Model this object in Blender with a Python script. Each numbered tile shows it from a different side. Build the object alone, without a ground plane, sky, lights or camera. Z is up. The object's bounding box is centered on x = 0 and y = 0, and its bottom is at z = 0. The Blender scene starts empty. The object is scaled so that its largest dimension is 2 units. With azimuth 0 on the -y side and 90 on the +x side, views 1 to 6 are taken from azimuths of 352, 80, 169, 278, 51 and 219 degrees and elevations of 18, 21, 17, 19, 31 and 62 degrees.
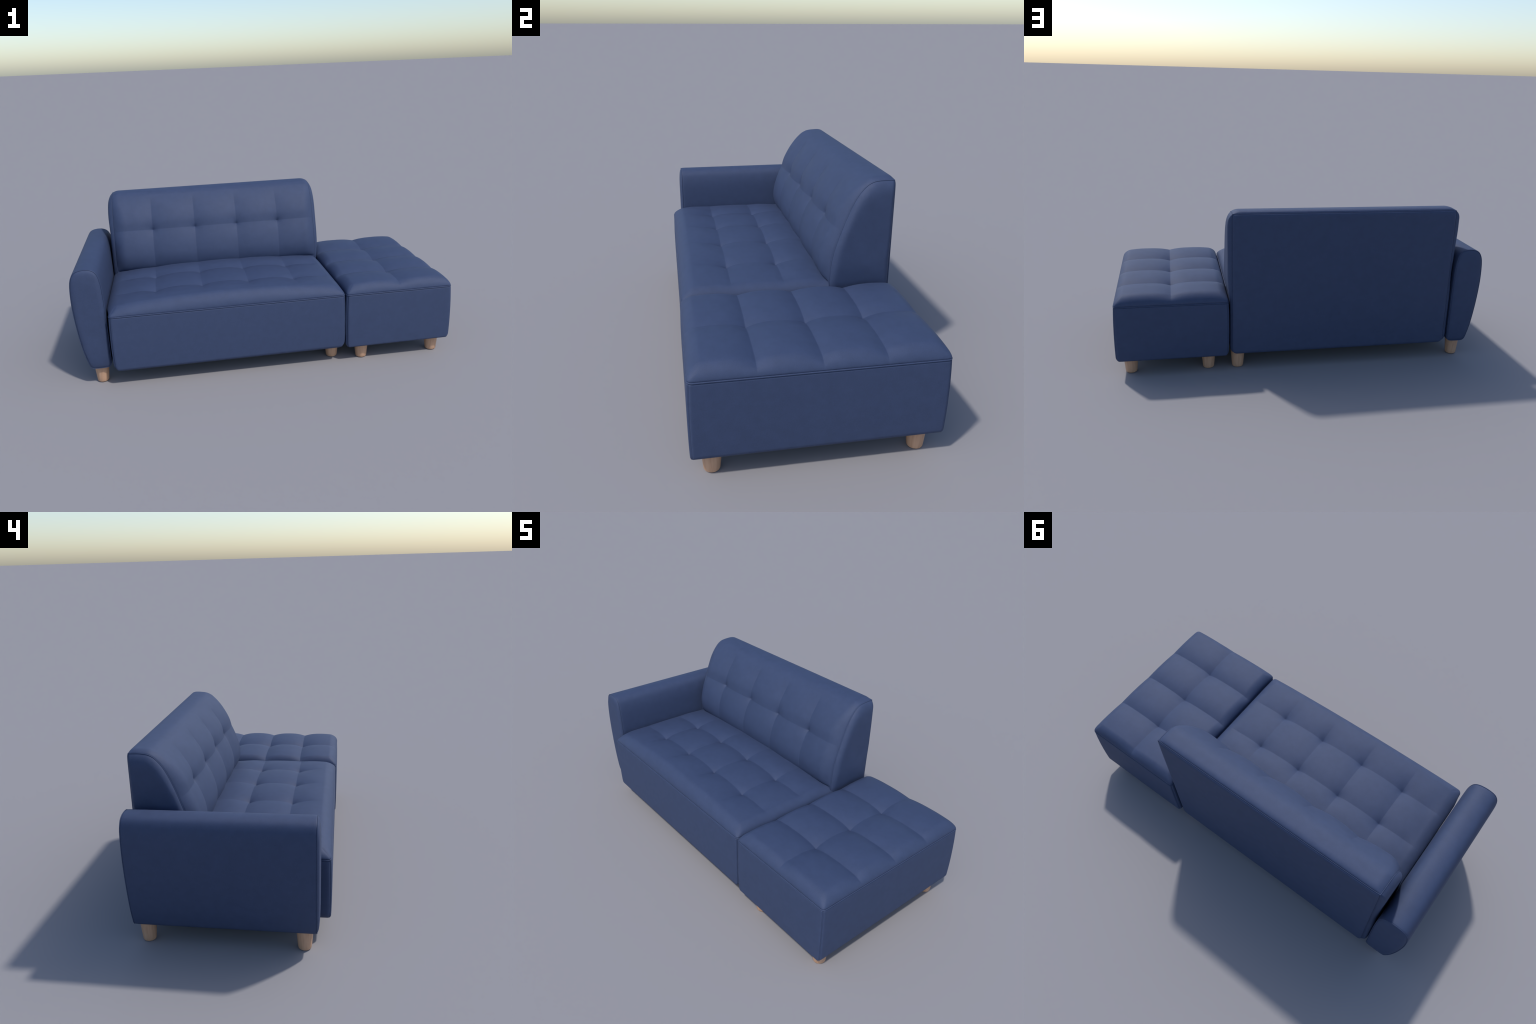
"""Blue quilted sofa with one rounded armrest, and a matching quilted ottoman."""
import bpy
import numpy as np

TAU = 2 * np.pi


# ------------------------------------------------------------------ materials
def ramp(nt, stops):
    n = nt.nodes.new("ShaderNodeValToRGB")
    el = n.color_ramp.elements
    while len(el) < len(stops):
        el.new(0.5)
    for e, (p, c) in zip(el, stops):
        e.position, e.color = p, (*c, 1)
    return n


def fabric_material():
    m = bpy.data.materials.new("blue_fabric")
    m.use_nodes = True
    nt = m.node_tree
    L = nt.links.new
    bsdf = nt.nodes["Principled BSDF"]
    tc = nt.nodes.new("ShaderNodeTexCoord")
    # broad, faint mottling of the cloth
    mott = nt.nodes.new("ShaderNodeTexNoise")
    mott.inputs["Scale"].default_value = 28
    mott.inputs["Detail"].default_value = 6
    mott.inputs["Roughness"].default_value = 0.65
    L(tc.outputs["Object"], mott.inputs["Vector"])
    # fine threads
    thread = nt.nodes.new("ShaderNodeTexNoise")
    thread.inputs["Scale"].default_value = 330
    thread.inputs["Detail"].default_value = 3
    L(tc.outputs["Object"], thread.inputs["Vector"])
    mix = nt.nodes.new("ShaderNodeMath")
    mix.operation = "MULTIPLY_ADD"
    L(thread.outputs["Fac"], mix.inputs[0])
    mix.inputs[1].default_value = 0.5
    half = nt.nodes.new("ShaderNodeMath")
    half.operation = "MULTIPLY"
    half.inputs[1].default_value = 0.5
    L(mott.outputs["Fac"], half.inputs[0])
    L(half.outputs[0], mix.inputs[2])
    cr = ramp(nt, [(0.3, FABRIC_DARK), (0.7, FABRIC_LIGHT)])
    L(mix.outputs[0], cr.inputs["Fac"])
    L(cr.outputs["Color"], bsdf.inputs["Base Color"])
    bsdf.inputs["Roughness"].default_value = 0.70
    bsdf.inputs["Specular IOR Level"].default_value = 0.42
    bump = nt.nodes.new("ShaderNodeBump")
    bump.inputs["Strength"].default_value = 0.12
    bump.inputs["Distance"].default_value = 0.001
    L(thread.outputs["Fac"], bump.inputs["Height"])
    L(bump.outputs["Normal"], bsdf.inputs["Normal"])
    return m


def wood_material():
    m = bpy.data.materials.new("light_wood")
    m.use_nodes = True
    nt = m.node_tree
    L = nt.links.new
    bsdf = nt.nodes["Principled BSDF"]
    tc = nt.nodes.new("ShaderNodeTexCoord")
    mp = nt.nodes.new("ShaderNodeMapping")
    mp.inputs["Scale"].default_value = (1, 1, 0.045)      # grain runs up the leg
    L(tc.outputs["Object"], mp.inputs["Vector"])
    n = nt.nodes.new("ShaderNodeTexNoise")
    n.inputs["Scale"].default_value = 110
    n.inputs["Detail"].default_value = 4
    n.inputs["Distortion"].default_value = 0.3
    L(mp.outputs["Vector"], n.inputs["Vector"])
    cr = ramp(nt, [(0.3, (0.42, 0.240, 0.148)), (0.5, (0.505, 0.302, 0.190)), (0.72, (0.545, 0.340, 0.222))])
    L(n.outputs["Fac"], cr.inputs["Fac"])
    L(cr.outputs["Color"], bsdf.inputs["Base Color"])
    bsdf.inputs["Roughness"].default_value = 0.5
    return m


FABRIC_DARK = (0.0285, 0.0450, 0.099)
FABRIC_LIGHT = (0.0395, 0.0605, 0.131)
FABRIC = fabric_material()
WOOD = wood_material()


# ------------------------------------------------------------------ mesh tools
class Surface:
    """Collects patches (world coordinates) and turns them into one mesh object."""

    def __init__(self, centre):
        self.v, self.f, self.n = [], [], 0
        self.centre = np.array(centre, float)

    def grid(self, P, wrap=False, outward=None):
        """P: (rows, cols, 3) points; faces turned away from the part's centre."""
        r, c, _ = P.shape
        idx = np.arange(r * c).reshape(r, c) + self.n
        if wrap:
            idx = np.concatenate([idx, idx[:, :1]], axis=1)
        q = np.stack([idx[:-1, :-1], idx[1:, :-1], idx[1:, 1:], idx[:-1, 1:]], -1).reshape(-1, 4)
        a, b = P[1:, :-1] - P[:-1, :-1], P[:-1, 1:] - P[:-1, :-1]
        nrm = np.cross(a, b)
        mid = P[:-1, :-1]
        ref = (mid - self.centre) if outward is None else np.broadcast_to(np.array(outward, float), mid.shape)
        if (nrm * ref).sum() < 0:
            q = q[:, ::-1]
        self.v.append(P.reshape(-1, 3))
        self.f.append(q)
        self.n += r * c

    def object(self, name, origin, material, parent):
        me = bpy.data.meshes.new(name)
        V = np.concatenate(self.v) - np.array(origin)
        me.from_pydata(V.tolist(), [], np.concatenate(self.f).tolist())
        me.shade_smooth()
        me.materials.append(material)
        return place(name, me, origin, parent)


def world_of(o):
    p = np.array(o.location)
    return p + world_of(o.parent) if o.parent else p


def place(name, mesh, origin, parent):
    o = bpy.data.objects.new(name, mesh)
    bpy.context.scene.collection.objects.link(o)
    o.parent = parent
    o.location = np.array(origin) - world_of(parent)
    return o


def smooth(a, b, x):
    t = np.clip((np.asarray(x, float) - a) / (b - a), 0, 1)
    return t * t * (3 - 2 * t)


def ell(t):
    """Quarter-ellipse rise: 0 with an upright start at t=0, level 1 from t=1."""
    t = np.clip(t, 0, 1)
    return np.sqrt(np.maximum(1 - (1 - t) ** 2, 0))


def puff(d, p):
    """Stuffing profile away from a stitched line; d in half tile widths."""
    d = np.sqrt(d * d + 0.00012) - np.sqrt(0.00012)
    return 1 - (1 - np.clip(d, 0, 1)) ** p


def groove(d, depth=0.0030, width=0.0048):
    """Fold of the cloth into a stitched seam at distance d."""
    return depth * (1 - smooth(0, width, d))


def nearest(x, lines):
    return np.min([np.abs(x - c) for c in lines], axis=0)


def stations(a, b, step, dense=(), lo=0.0, hi=0.0, n_edge=14):
    """Coordinates from a to b: bunched at stitched lines and at rounded ends."""
    s = list(np.linspace(a, b, int(round((b - a) / step)) + 1))
    for c in dense:
        off = np.array([0, 0.0012, 0.0026, 0.0045, 0.007, 0.0105, 0.015])
        s = [x for x in s if abs(x - c) > 0.0175]
        s += list(c + off) + list(c - off[1:])
    th = np.linspace(0, np.pi / 2, n_edge)
    if lo:
        s = [x for x in s if x > a + lo] + list(a + lo * (1 - np.cos(th)))
    if hi:
        s = [x for x in s if x < b - hi] + list(b - hi * (1 - np.cos(th)))
    s = np.unique(np.round(s, 6))
    return s[(s >= a - 1e-9) & (s <= b + 1e-9)]


def round_corner(A, B, a0, a1, b0, b1, r, sides=((0, 0), (0, 1), (1, 0), (1, 1))):
    """Square-to-disc mapping that rounds chosen corners of the box [a0,a1]x[b0,b1]."""
    A, B = A.copy(), B.copy()
    for ia, ib in sides:
        sa, ca = (1, a1 - r) if ia else (-1, a0 + r)
        sb, cb = (1, b1 - r) if ib else (-1, b0 + r)
        p, q = (A - ca) * sa / r, (B - cb) * sb / r
        m = (p > 0) & (q > 0)
        k = np.maximum(np.maximum(p, q), 1e-9)
        # keep direction fan of a square and pull its rim onto the arc
        pp = p * np.sqrt(np.maximum(1 - (q / np.maximum(k, 1)) ** 2 / 2, 0))
        qq = q * np.sqrt(np.maximum(1 - (p / np.maximum(k, 1)) ** 2 / 2, 0))
        A = np.where(m, ca + sa * r * pp, A)
        B = np.where(m, cb + sb * r * qq, B)
    return A, B


def spline(pts, n, closed=False):
    """Catmull-Rom through control points, resampled evenly by length."""
    P = np.array(pts, float)
    if closed:
        Q = np.concatenate([P[-1:], P, P[:2]])
    else:
        Q = np.concatenate([2 * P[:1] - P[1:2], P, 2 * P[-1:] - P[-2:-1]])
    t = np.linspace(0, 1, 24, endpoint=False)[:, None]
    out = []
    for i in range(1, len(Q) - 2):
        a, b, c, d = Q[i - 1:i + 3]
        out.append(0.5 * (2 * b + (c - a) * t + (2 * a - 5 * b + 4 * c - d) * t ** 2 + (3 * b - a - 3 * c + d) * t ** 3))
    out.append(Q[-2][None])
    C = np.concatenate(out)
    return resample(C, n + 1)[:-1] if closed else resample(C, n)


def resample(C, n):
    s = np.concatenate([[0], np.cumsum(np.linalg.norm(np.diff(C, axis=0), axis=1))])
    u = np.linspace(0, s[-1], n) if np.isscalar(n) else np.asarray(n)
    return np.stack([np.interp(u, s, C[:, k]) for k in range(C.shape[1])], -1)


def cord(surface, path, radius, closed=False, sides=8):
    """Thin round cord (piping) along a 3D path."""
    P = np.array(path, float)
    if closed:
        T = np.roll(P, -1, 0) - np.roll(P, 1, 0)
    else:
        T = np.gradient(P, axis=0)
    T /= np.linalg.norm(T, axis=1)[:, None] + 1e-12
    ref = P - surface.centre
    N = ref - (ref * T).sum(1)[:, None] * T
    N /= np.linalg.norm(N, axis=1)[:, None] + 1e-12
    B = np.cross(T, N)
    a = np.linspace(0, TAU, sides, endpoint=False)
    R = P[:, None] + radius * (np.cos(a)[None, :, None] * N[:, None] + np.sin(a)[None, :, None] * B[:, None])
    if closed:
        R = np.concatenate([R, R[:1]])
    save, surface.centre = surface.centre, P.mean(0)
    r, c, _ = R.shape
    idx = np.arange(r * c).reshape(r, c) + surface.n
    idx = np.concatenate([idx, idx[:, :1]], axis=1)
    q = np.stack([idx[:-1, :-1], idx[:-1, 1:], idx[1:, 1:], idx[1:, :-1]], -1).reshape(-1, 4)
    surface.v.append(R.reshape(-1, 3))
    surface.f.append(q)
    surface.n += r * c
    surface.centre = save


# ------------------------------------------------------------------ parts
SEAM_Z = 0.392          # height of the piped seam under the cushions
FLOOR_GAP = 0.087       # underside of the upholstery


def box_body(name, box, rc, rb, parent, open_rear=False):
    """Upholstered box: gently full sides, rounded corners and underside."""
    x0, x1, y0, y1 = box
    z0, z1 = FLOOR_GAP, SEAM_Z
    S = Surface(((x0 + x1) / 2, (y0 + y1) / 2, (z0 + z1) / 2))
    cx, cy = S.centre[:2]
    zs = stations(z0, z1, 0.012, lo=0.03, hi=0.012)

    def finish(X, Y, Z):
        # fullness of the stuffed panels, pinched at seams
        tz = np.clip((Z - z0) / (z1 - z0), 0, 1)
        full = 0.0035 * (1 - np.abs(2 * tz - 1) ** 2.2)
        pinch = groove(z1 - Z, 0.004, 0.008)
        xf = np.clip((X - x0) / (x1 - x0), 0, 1)
        yf = np.clip((Y - y0) / (y1 - y0), 0, 1)
        onx = np.maximum(smooth(0.5, 1, np.abs(2 * xf - 1)), 0)
        ony = np.maximum(smooth(0.5, 1, np.abs(2 * yf - 1)), 0)
        X2, Y2 = round_corner(X, Y, x0, x1, y0, y1, rc, sides=((0, 0), (1, 0)) if open_rear else ((0, 0), (0, 1), (1, 0), (1, 1)))
        X3, Z3 = round_corner(X2, Z, x0, x1, z0, z1, rb, sides=((0, 0), (1, 0)))
        Y3, Z4 = round_corner(Y2, Z3, y0, y1, z0, z1, rb * 0.5, sides=((0, 0),) if open_rear else ((0, 0), (1, 0)))
        corner = np.maximum(np.minimum(X - x0, x1 - X), np.minimum(Y - y0, y1 - Y))
        k = full - pinch - groove(corner, 0.0022, 0.006)
        X3 = X3 + np.sign(X - cx) * k * onx
        Y3 = Y3 + np.sign(Y - cy) * k * ony
        return np.stack([X3, Y3, Z4], -1)

    xs = stations(x0, x1, 0.02, lo=0.032, hi=0.032)
    ys = stations(y0, y1, 0.02, lo=0.032, hi=0.032)
    for Y in (y0, y1):
        A, B = np.meshgrid(xs, zs, indexing="ij")
        S.grid(finish(A, np.full_like(A, Y), B), outward=(0, np.sign(Y - cy), 0))
    for X in (x0, x1):
        A, B = np.meshgrid(ys, zs, indexing="ij")
        S.grid(finish(np.full_like(A, X), A, B), outward=(np.sign(X - cx), 0, 0))
    A, B = np.meshgrid(xs, ys, indexing="ij")
    S.grid(finish(A, B, np.full_like(A, z0)), outward=(0, 0, -1))
    body = S.object(name, (cx, cy, z0), FABRIC, parent)

    # cords: one loop under the cushion, one up each corner
    C = Surface(S.centre)
    edge = 0.0012
    line = lambda a, b: np.linspace(a, b, 90)
    loop = [(x, y0) for x in xs] + [(x1, y) for y in ys[1:]]
    loop += [(x, y1) for x in xs[::-1][1:]] + [(x0, y) for y in ys[::-1][1:-1]]
    loop = np.array(loop)
    if open_rear:
        k = np.argmax((loop == (x1, y1)).all(1))
        tail = np.array([(x0, y) for y in ys[::-1][:-1]])
        loop = np.concatenate([tail, loop[:k + 1]])
    lx, ly = round_corner(loop[:, 0], loop[:, 1], x0, x1, y0, y1, rc, sides=((0, 0), (1, 0)) if open_rear else ((0, 0), (0, 1), (1, 0), (1, 1)))
    d = np.stack([lx - cx, ly - cy], -1)
    inward = np.stack([np.where(np.abs(np.abs(d[:, 0]) - (x1 - x0) / 2) < rc, np.sign(d[:, 0]), 0),
                       np.where(np.abs(np.abs(d[:, 1]) - (y1 - y0) / 2) < rc, np.sign(d[:, 1]), 0)], -1)
    lx, ly = lx - edge * inward[:, 0], ly - edge * inward[:, 1]
    path = np.stack([lx, ly, np.full_like(lx, SEAM_Z)], -1)
    cord(C, path, 0.0029, closed=not open_rear)
    for X in (x0, x1):
        for Y in ((y0,) if open_rear else (y0, y1)):
            zz = np.linspace(z0 + 0.004, z1 - 0.002, 60)
            p = finish(np.full_like(zz, X), np.full_like(zz, Y), zz)
            cord(C, p, 0.0017)
    C.object("piping", (cx, cy, SEAM_Z), FABRIC, body)
    return body


def quilted_cushion(name, box, r, htop, xl, yl, hx, hy, px, py, half, parent,
                    crown=0.0, open_rear=False, row_fade=None, pit=(0.0, 0.04), lean=0.0, fade=(0.0, 0.03, 0.6), dome=(0.0, 0.0)):
    """Stuffed top with stitched valleys at x in xl and y in yl, pulled down at their crossings."""
    x0, x1, y0, y1 = box
    rx, ry = r
    xs = stations(x0, x1, 0.0055, dense=xl, lo=rx, hi=rx, n_edge=24)
    ys = stations(y0, y1, 0.0055, dense=yl, lo=ry, hi=0 if open_rear else ry, n_edge=24)
    X, Y = np.meshgrid(xs, ys, indexing="ij")
    dx = np.minimum(X - x0, x1 - X)
    dy = Y - y0 if open_rear else np.minimum(Y - y0, y1 - Y)
    soft = lambda d: fade[2] + (1 - fade[2]) * smooth(fade[0], fade[1], d)
    vx = (1 - puff(nearest(X, xl) / half[0], px)) * soft(dy)
    vy = (1 - puff(nearest(Y, yl) / half[1], py)) * soft(dx)
    if row_fade is not None:
        vx = vx * smooth(row_fade[0], row_fade[1], Y) * (1 - 0.6 * smooth(0.03, 0.12, Y))
        htop = htop - 0.007 * smooth(0.04, 0.17, Y)      # sits lower where it slips under the back
    H = htop + crown * (1 - ((X - (x0 + x1) / 2) / ((x1 - x0) / 2)) ** 2) - hx * vx - hy * vy
    H = H - dome[0] * (1 - np.clip(dx / 0.14, 0, 1)) ** 2 - dome[1] * (1 - np.clip(dy / 0.12, 0, 1)) ** 2
    for a in xl:
        for b in yl:
            d = np.sqrt((X - a) ** 2 + (Y - b) ** 2 + 0.0025 ** 2)
            H = H - pit[0] * (0.7 * np.exp(-d / pit[1]) + 0.3 * np.exp(-d / (0.4 * pit[1])))
    # roll over the rim: concentric contours that get rounder towards the middle
    a = np.clip(1 - dx / rx, 0, 1)
    b = np.clip(1 - dy / ry, 0, 1)
    k = np.maximum(a, b)
    p = 2.4 + 4.6 * k ** 3
    q = (a ** p + b ** p) ** (1 / p)
    f = np.where(q > 1e-6, k / np.maximum(q, 1e-6), 1)
    near_x1, near_y1 = X - x0 > x1 - X, (Y - y0 > y1 - Y) & (not open_rear)
    X = np.where(a > 0, np.where(near_x1, x1 - rx + rx * a * f, x0 + rx - rx * a * f), X)
    Y = np.where(b > 0, np.where(near_y1, y1 - ry + ry * b * f, y0 + ry - ry * b * f), Y)
    rise = np.sqrt(np.maximum(1 - k * k, 0))
    Z = SEAM_Z + H * rise
    tuck = groove(H * rise, 0.003, 0.007)
    X = X - tuck * np.where(near_x1, 1, -1) * a ** 3
    Y = Y - tuck * np.where(near_y1, 1, -1) * b ** 3
    if lean:                      # the padding presses against the arm beside it
        X = X - lean * (1 - smooth(0, 0.07, X - x0)) * smooth(-0.43, -0.33, Y) * np.minimum(1, 3 * np.sqrt(np.maximum(1 - k * k, 0)))
    S = Surface(((x0 + x1) / 2, (y0 + y1) / 2, SEAM_Z - 0.2))
    S.grid(np.stack([X, Y, Z], -1), outward=(0, 0, 1))
    return S.object(name, ((x0 + x1) / 2, (y0 + y1) / 2, SEAM_Z), FABRIC, parent)


def backrest(parent):
    """Quilted back: curved front rolling over the top, flat rear, full side panels."""
    xa, xb = -0.811, 0.395
    yr, zb, zt = 0.430, 0.092, 0.862
    columns = [-0.5825, -0.3325, -0.0825, 0.1675]
    row = 0.660
    profile = spline([(0.174, 0.20), (0.174, 0.32), (0.1745, 0.42), (0.176, 0.47), (0.181, 0.523), (0.194, 0.583),
                      (0.215, 0.648), (0.235, 0.703), (0.262, 0.766), (0.286, 0.808), (0.312, 0.838),
                      (0.330, 0.8505), (0.350, 0.858), (0.385, 0.8615), (yr, zt)], 600)
    seg = np.concatenate([[0], np.cumsum(np.linalg.norm(np.diff(profile, axis=0), axis=1))])
    total = seg[-1]
    s_row = np.interp(row, profile[:, 1], seg)
    s_all = stations(0, total, 0.0055, dense=[s_row], hi=0.04, n_edge=16)
    xs = stations(xa, xb, 0.0055, dense=columns, lo=0.05, hi=0.05, n_edge=18)
    C = resample(profile, s_all)
    fine = resample(profile, np.clip(s_all[:, None] + np.linspace(-0.012, 0.012, 2), 0, total).ravel()).reshape(-1, 2, 2)
    T = fine[:, 1] - fine[:, 0]
    T /= np.linalg.norm(T, axis=1)[:, None]
    N = np.stack([-T[:, 1], T[:, 0]], -1)
    Sg, X = np.meshgrid(s_all, xs, indexing="ij")
    Zc = np.broadcast_to(C[:, 1:2], Sg.shape)
    vu = 1 - puff(nearest(X, columns) / 0.125, 2.2)
    vv = 1 - puff(np.abs(Sg - s_row) / 0.14, 2.2)
    top = smooth(0.69, 0.86, Zc)
    stitched = 1 - smooth(0.76, 0.85, Zc)
    tuck = ell((Zc - 0.432) / 0.105)       # squares curl under where they meet the seat
    H = (0.040 * (1 - top) + 0.0125 * top) * tuck - 0.012 * vu * stitched * tuck - 0.008 * vv
    for c in columns:
        d = np.sqrt((X - c) ** 2 + (Sg - s_row) ** 2 + 0.0025 ** 2)
        H = H - 0.009 * np.exp(-d / 0.038) - 0.008 * np.exp(-d / 0.010)
    roll = lambda t: 1 - (1 - np.clip(t, 0, 1)) ** 2.4
    edge = 0.078 - 0.035 * smooth(0.72, 0.86, Zc)
    e = roll((X - xa) / edge) * roll((xb - X) / edge) * ell((total - Sg) / 0.03)
    H = H * e - groove(np.minimum(np.minimum(X - xa, xb - X), total - Sg), 0.0022, 0.0045)
    Yf = C[:, None, 0] + N[:, None, 0] * H
    Zf = C[:, None, 1] + N[:, None, 1] * H

    S = Surface(((xa + xb) / 2, 0.32, 0.45))

    def underside(P):
        x, z = round_corner(P[..., 0], P[..., 2], xa, xb, zb, zt, 0.03, sides=((0, 0), (1, 0)))
        y = P[..., 1]
        for xe in (xa, xb):        # the upper rear corners are softened by the padding
            g = np.exp(-((x - xe) ** 2 + (y - yr) ** 2 + (z - zt) ** 2) / (2 * 0.017 ** 2))
            z = z - 0.0015 * g
            y = y - 0.002 * g
            x = x - np.sign(xe + 0.2) * 0.001 * g
        return np.stack([x, y, z], -1)

    S.grid(underside(np.stack([X, Yf, Zf], -1)), outward=(0, -1, 0.4))
    # rear panel
    xr = stations(xa, xb, 0.02, lo=0.035, hi=0.035, n_edge=20)
    zr = stations(zb, zt, 0.02, lo=0.035, hi=0.03, n_edge=20)
    A, B = np.meshgrid(xr, zr, indexing="ij")
    Yr = yr + 0.009 * ell((A - xa) / 0.02) * ell((xb - A) / 0.02) * ell((B - zb) / 0.02) * ell((zt - B) / 0.02)
    Yr = Yr - groove(np.minimum(np.minimum(A - xa, xb - A), zt - B))
    S.grid(underside(np.stack([A, Yr, B], -1)), outward=(0, 1, 0))
    # side panels: outline drawn in towards the middle, swelling outward
    front = resample(profile, 90)
    down = np.stack([np.full(40, yr), np.linspace(zt, zb, 41)[1:]], -1)
    under = np.stack([np.linspace(yr, 0.174, 16)[1:], np.full(15, zb)], -1)
    up = np.stack([np.full(7, 0.174), np.linspace(zb, 0.20, 8)[1:]], -1)[:-1]
    outline = np.concatenate([front, down, under, up])
    hub = np.array([0.335, 0.50])
    t = 1 - np.cos(np.linspace(0, np.pi / 2, 26))
    for x, sgn in ((xa, -1), (xb, 1)):
        ring = outline[None] + (hub - outline)[None] * t[:, None, None]
        edge_dist = np.linalg.norm(hub - outline, axis=1)
        near = np.minimum(edge_dist, 0.17)
        depth = t[:, None] * near[None]
        low = 0.023 if sgn < 0 else 0.010      # the arm side is padded all the way down
        full = low + (0.022 - low) * smooth(0.36, 0.52, ring[..., 1]) + (0.006 if sgn < 0 else 0.002) * smooth(0.62, 0.76, ring[..., 1])
        swell = full * (1 - (1 - np.clip(depth / 0.046, 0, 1)) ** 3.8) - groove(depth, 0.0022, 0.0045) * (ring[..., 1] > zb + 0.03)
        P = np.concatenate([(x + sgn * swell)[..., None], ring], -1)
        S.grid(underside(P), wrap=True, outward=(sgn, 0, 0))
    # underside
    A, B = np.meshgrid(xr, np.linspace(0.174, yr, 8), indexing="ij")
    S.grid(underside(np.stack([A, B, np.full_like(A, zb)], -1)), outward=(0, 0, -1))
    back = S.object("backrest", ((xa + xb) / 2, 0.32, zb), FABRIC, parent)

    P = Surface(((xa + xb) / 2, 0.30, 0.6))
    side = resample(profile, 160)
    side = side[side[:, 1] > 0.36]
    n = len(side)
    for x in (xa, xb):
        cord(P, underside(np.concatenate([np.full((n, 1), x - np.sign(x + 0.2) * 0.0005), side + np.array([0.0008, -0.0008])], -1)), 0.0018)
        zz = np.linspace(zb + 0.004, zt, 50)
        p = underside(np.stack([np.full_like(zz, x), np.full_like(zz, yr + 0.0004), zz], -1))
        cord(P, p, 0.0016)
    xx = np.linspace(xa, xb, 400)
    cord(P, underside(np.stack([xx, np.full_like(xx, yr), np.full_like(xx, zt)], -1)), 0.0017)
    P.object("piping", ((xa + xb) / 2, 0.32, zt), FABRIC, back)
    return back


def armrest(parent):
    """Arm of tapering section: narrow foot, full outer curve, rounded top."""
    yf, yb = -0.384, 0.430
    outline = spline([(-0.890, 0.0955), (-0.925, 0.0965), (-0.940, 0.102), (-0.951, 0.122), (-0.970, 0.195), (-0.985, 0.292),
                      (-0.994, 0.380), (-0.9985, 0.460), (-0.9975, 0.530), (-0.993, 0.575), (-0.985, 0.602),
                      (-0.971, 0.623), (-0.949, 0.634), (-0.918, 0.638), (-0.887, 0.633), (-0.865, 0.617),
                      (-0.853, 0.590), (-0.845, 0.545), (-0.841, 0.470), (-0.8395, 0.380), (-0.8385, 0.250),
                      (-0.839, 0.130), (-0.842, 0.112), (-0.850, 0.101), (-0.862, 0.097)], 220, closed=True)
    hub = np.array([-0.912, 0.40])
    tan = np.roll(outline, -1, 0) - np.roll(outline, 1, 0)
    nor = np.stack([tan[:, 1], -tan[:, 0]], -1)
    nor /= np.linalg.norm(nor, axis=1)[:, None]
    nor *= np.sign((nor * (outline - hub)).sum(1).mean())
    S = Surface((hub[0], 0.02, hub[1]))
    ys = stations(yf, yb, 0.02, lo=0.02, hi=0.02)
    swell = 0.0022 * ell((ys - yf) / 0.02) * ell((yb - ys) / 0.02) - groove(np.minimum(ys - yf, yb - ys), 0.0016, 0.005)
    P = outline[None] + nor[None] * swell[:, None, None]
    Q = np.stack([P[..., 0], np.broadcast_to(ys[:, None], P.shape[:2]), P[..., 1]], -1)
    S.grid(Q, wrap=True)
    t = 1 - np.cos(np.linspace(0, np.pi / 2, 24))
    base = outline - nor * 0.0016
    near = np.minimum(np.linalg.norm(hub - outline, axis=1), 0.08)
    for y, sgn, b in ((yf, -1, 0.013), (yb, 1, 0.009)):
        ring = base[None] + (hub - base)[None] * t[:, None, None]
        w = y + sgn * b * ell(t[:, None] * near[None] / 0.028)
        w = w - sgn * groove(t[:, None] * near[None], 0.0010, 0.005)
        S.grid(np.stack([ring[..., 0], w, ring[..., 1]], -1), wrap=True, outward=(0, sgn, 0))
    arm = S.object("armrest", (hub[0], 0.02, 0.0955), FABRIC, parent)
    C = Surface((hub[0], 0.02, hub[1]))
    for y in (yf, yb):
        cord(C, np.stack([outline[:, 0], np.full(len(outline), y), outline[:, 1]], -1), 0.0019, closed=True)
    C.object("piping", (hub[0], 0.02, hub[1]), FABRIC, arm)
    return arm


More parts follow.
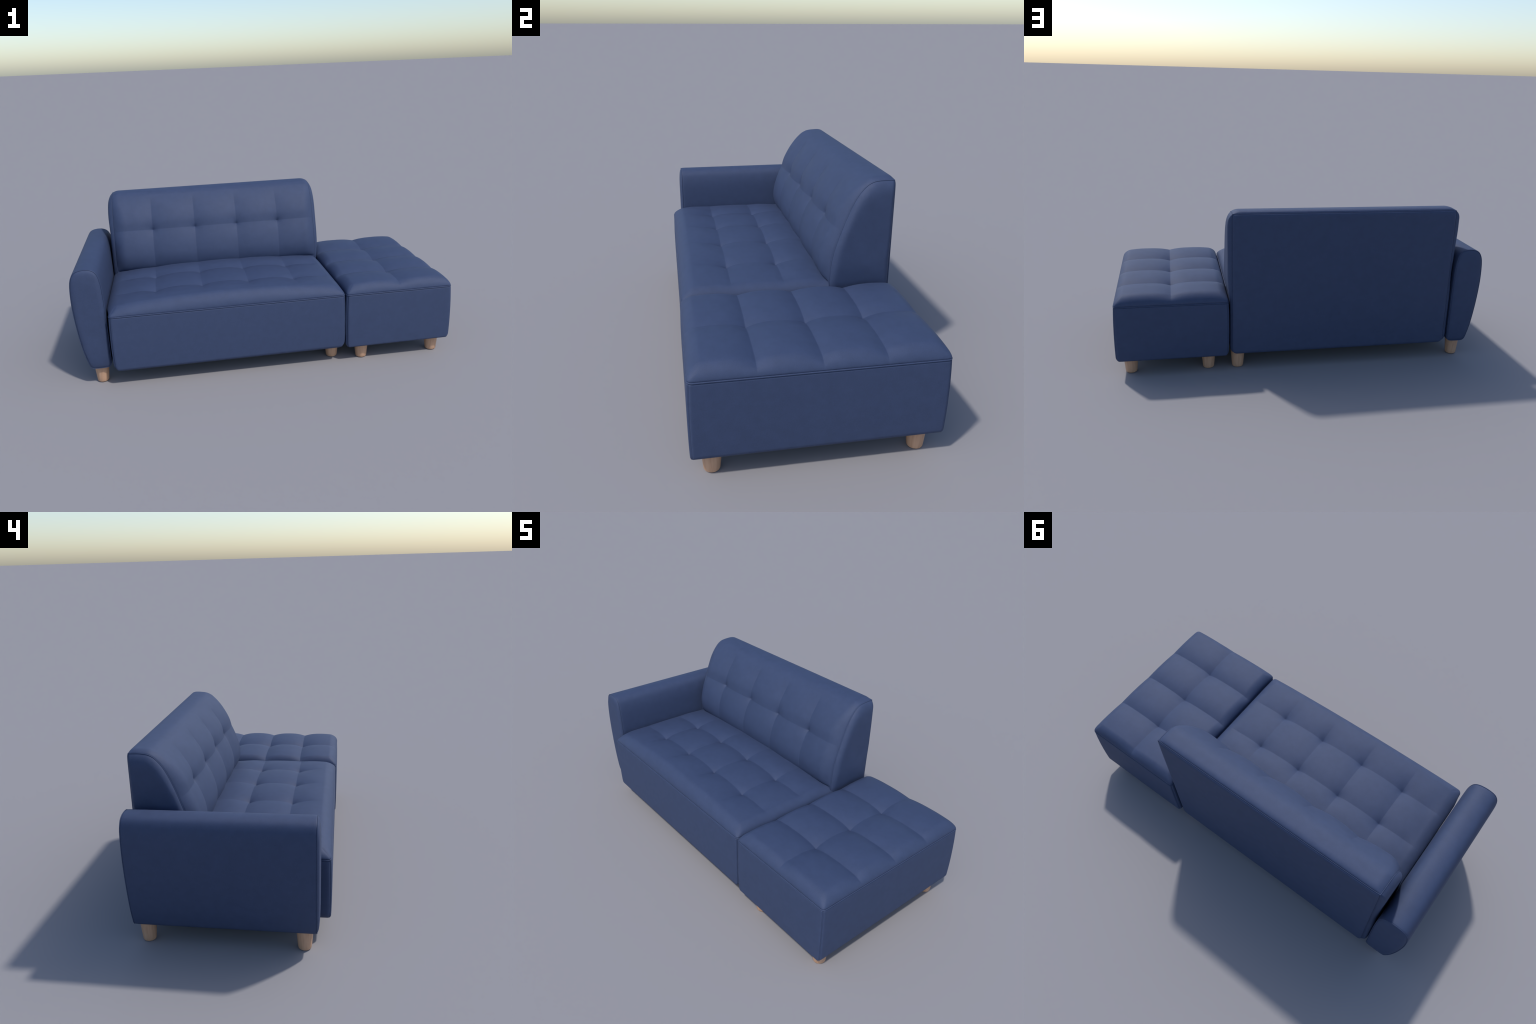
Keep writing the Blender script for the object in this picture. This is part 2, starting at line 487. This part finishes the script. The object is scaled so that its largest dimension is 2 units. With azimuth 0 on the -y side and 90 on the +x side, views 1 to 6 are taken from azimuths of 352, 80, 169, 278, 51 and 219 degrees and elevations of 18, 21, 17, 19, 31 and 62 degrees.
def leg_mesh():
    prof = [(0.0, 0.0), (0.0262, 0.0), (0.0285, 0.0012), (0.0299, 0.0042), (0.0318, 0.022), (0.0345, 0.052), (0.0378, 0.088), (0.0395, 0.108), (0.0, 0.108)]
    S = Surface((0, 0, 0.05))
    a = np.linspace(0, TAU, 48, endpoint=False)
    R = np.array([[(r * np.cos(k), r * np.sin(k), z) for k in a] for r, z in prof])
    S.grid(R, wrap=True)
    me = bpy.data.meshes.new("leg")
    me.from_pydata(np.concatenate(S.v).tolist(), [], np.concatenate(S.f).tolist())
    me.shade_smooth()
    me.materials.append(WOOD)
    return me


def thing(name, loc, label, category):
    e = bpy.data.objects.new(name, None)
    bpy.context.scene.collection.objects.link(e)
    e.location = loc
    e["label"], e["category"] = label, category
    return e


# ------------------------------------------------------------------ assembly
sofa = thing("sofa", (-0.296, 0.0, 0.0), "blue quilted fabric sofa with one rounded armrest", "sofa")
ottoman = thing("ottoman", (0.7055, 0.0, 0.0), "blue quilted fabric footstool on short wooden legs", "ottoman")

# sofa
box_body("base", (-0.823, 0.4065, -0.441, 0.20), 0.022, 0.042, sofa, open_rear=True)
quilted_cushion("seat", (-0.8225, 0.406, -0.441, 0.26), (0.050, 0.058), 0.049,
                [-0.5825, -0.3325, -0.0825, 0.1675], [-0.233, -0.012, 0.209], 0.009, 0.009, 2.5, 2.4,
                (0.125, 0.11), sofa, crown=0.031, open_rear=True, row_fade=(-0.40, -0.25), pit=(0.013, 0.032), lean=0.0145, fade=(0.005, 0.10, 0.05), dome=(0.010, 0.012))
backrest(sofa)
armrest(sofa)

# ottoman
OTT = (0.4125, 0.9975, -0.446, 0.446)
box_body("base", OTT, 0.018, 0.024, ottoman)
quilted_cushion("seat", OTT, (0.050, 0.050), 0.060, [0.708], [-0.22, 0.0, 0.22], 0.013, 0.016, 2.8, 2.4,
                (0.14, 0.11), ottoman, pit=(0.006, 0.03), dome=(0.014, 0.010))

# legs
LEG = leg_mesh()
for owner, spots in ((sofa, [(-0.897, -0.330), (-0.897, 0.380), (0.358, -0.329), (0.358, 0.379)]),
                     (ottoman, [(0.516, -0.372), (0.516, 0.372), (0.925, -0.372), (0.925, 0.372)])):
    for i, (x, y) in enumerate(spots):
        o = place("leg", LEG, (x, y, 0.0), owner)
        o.rotation_euler = (0, 0, 1.3 * i + (2.0 if owner is ottoman else 0.4))
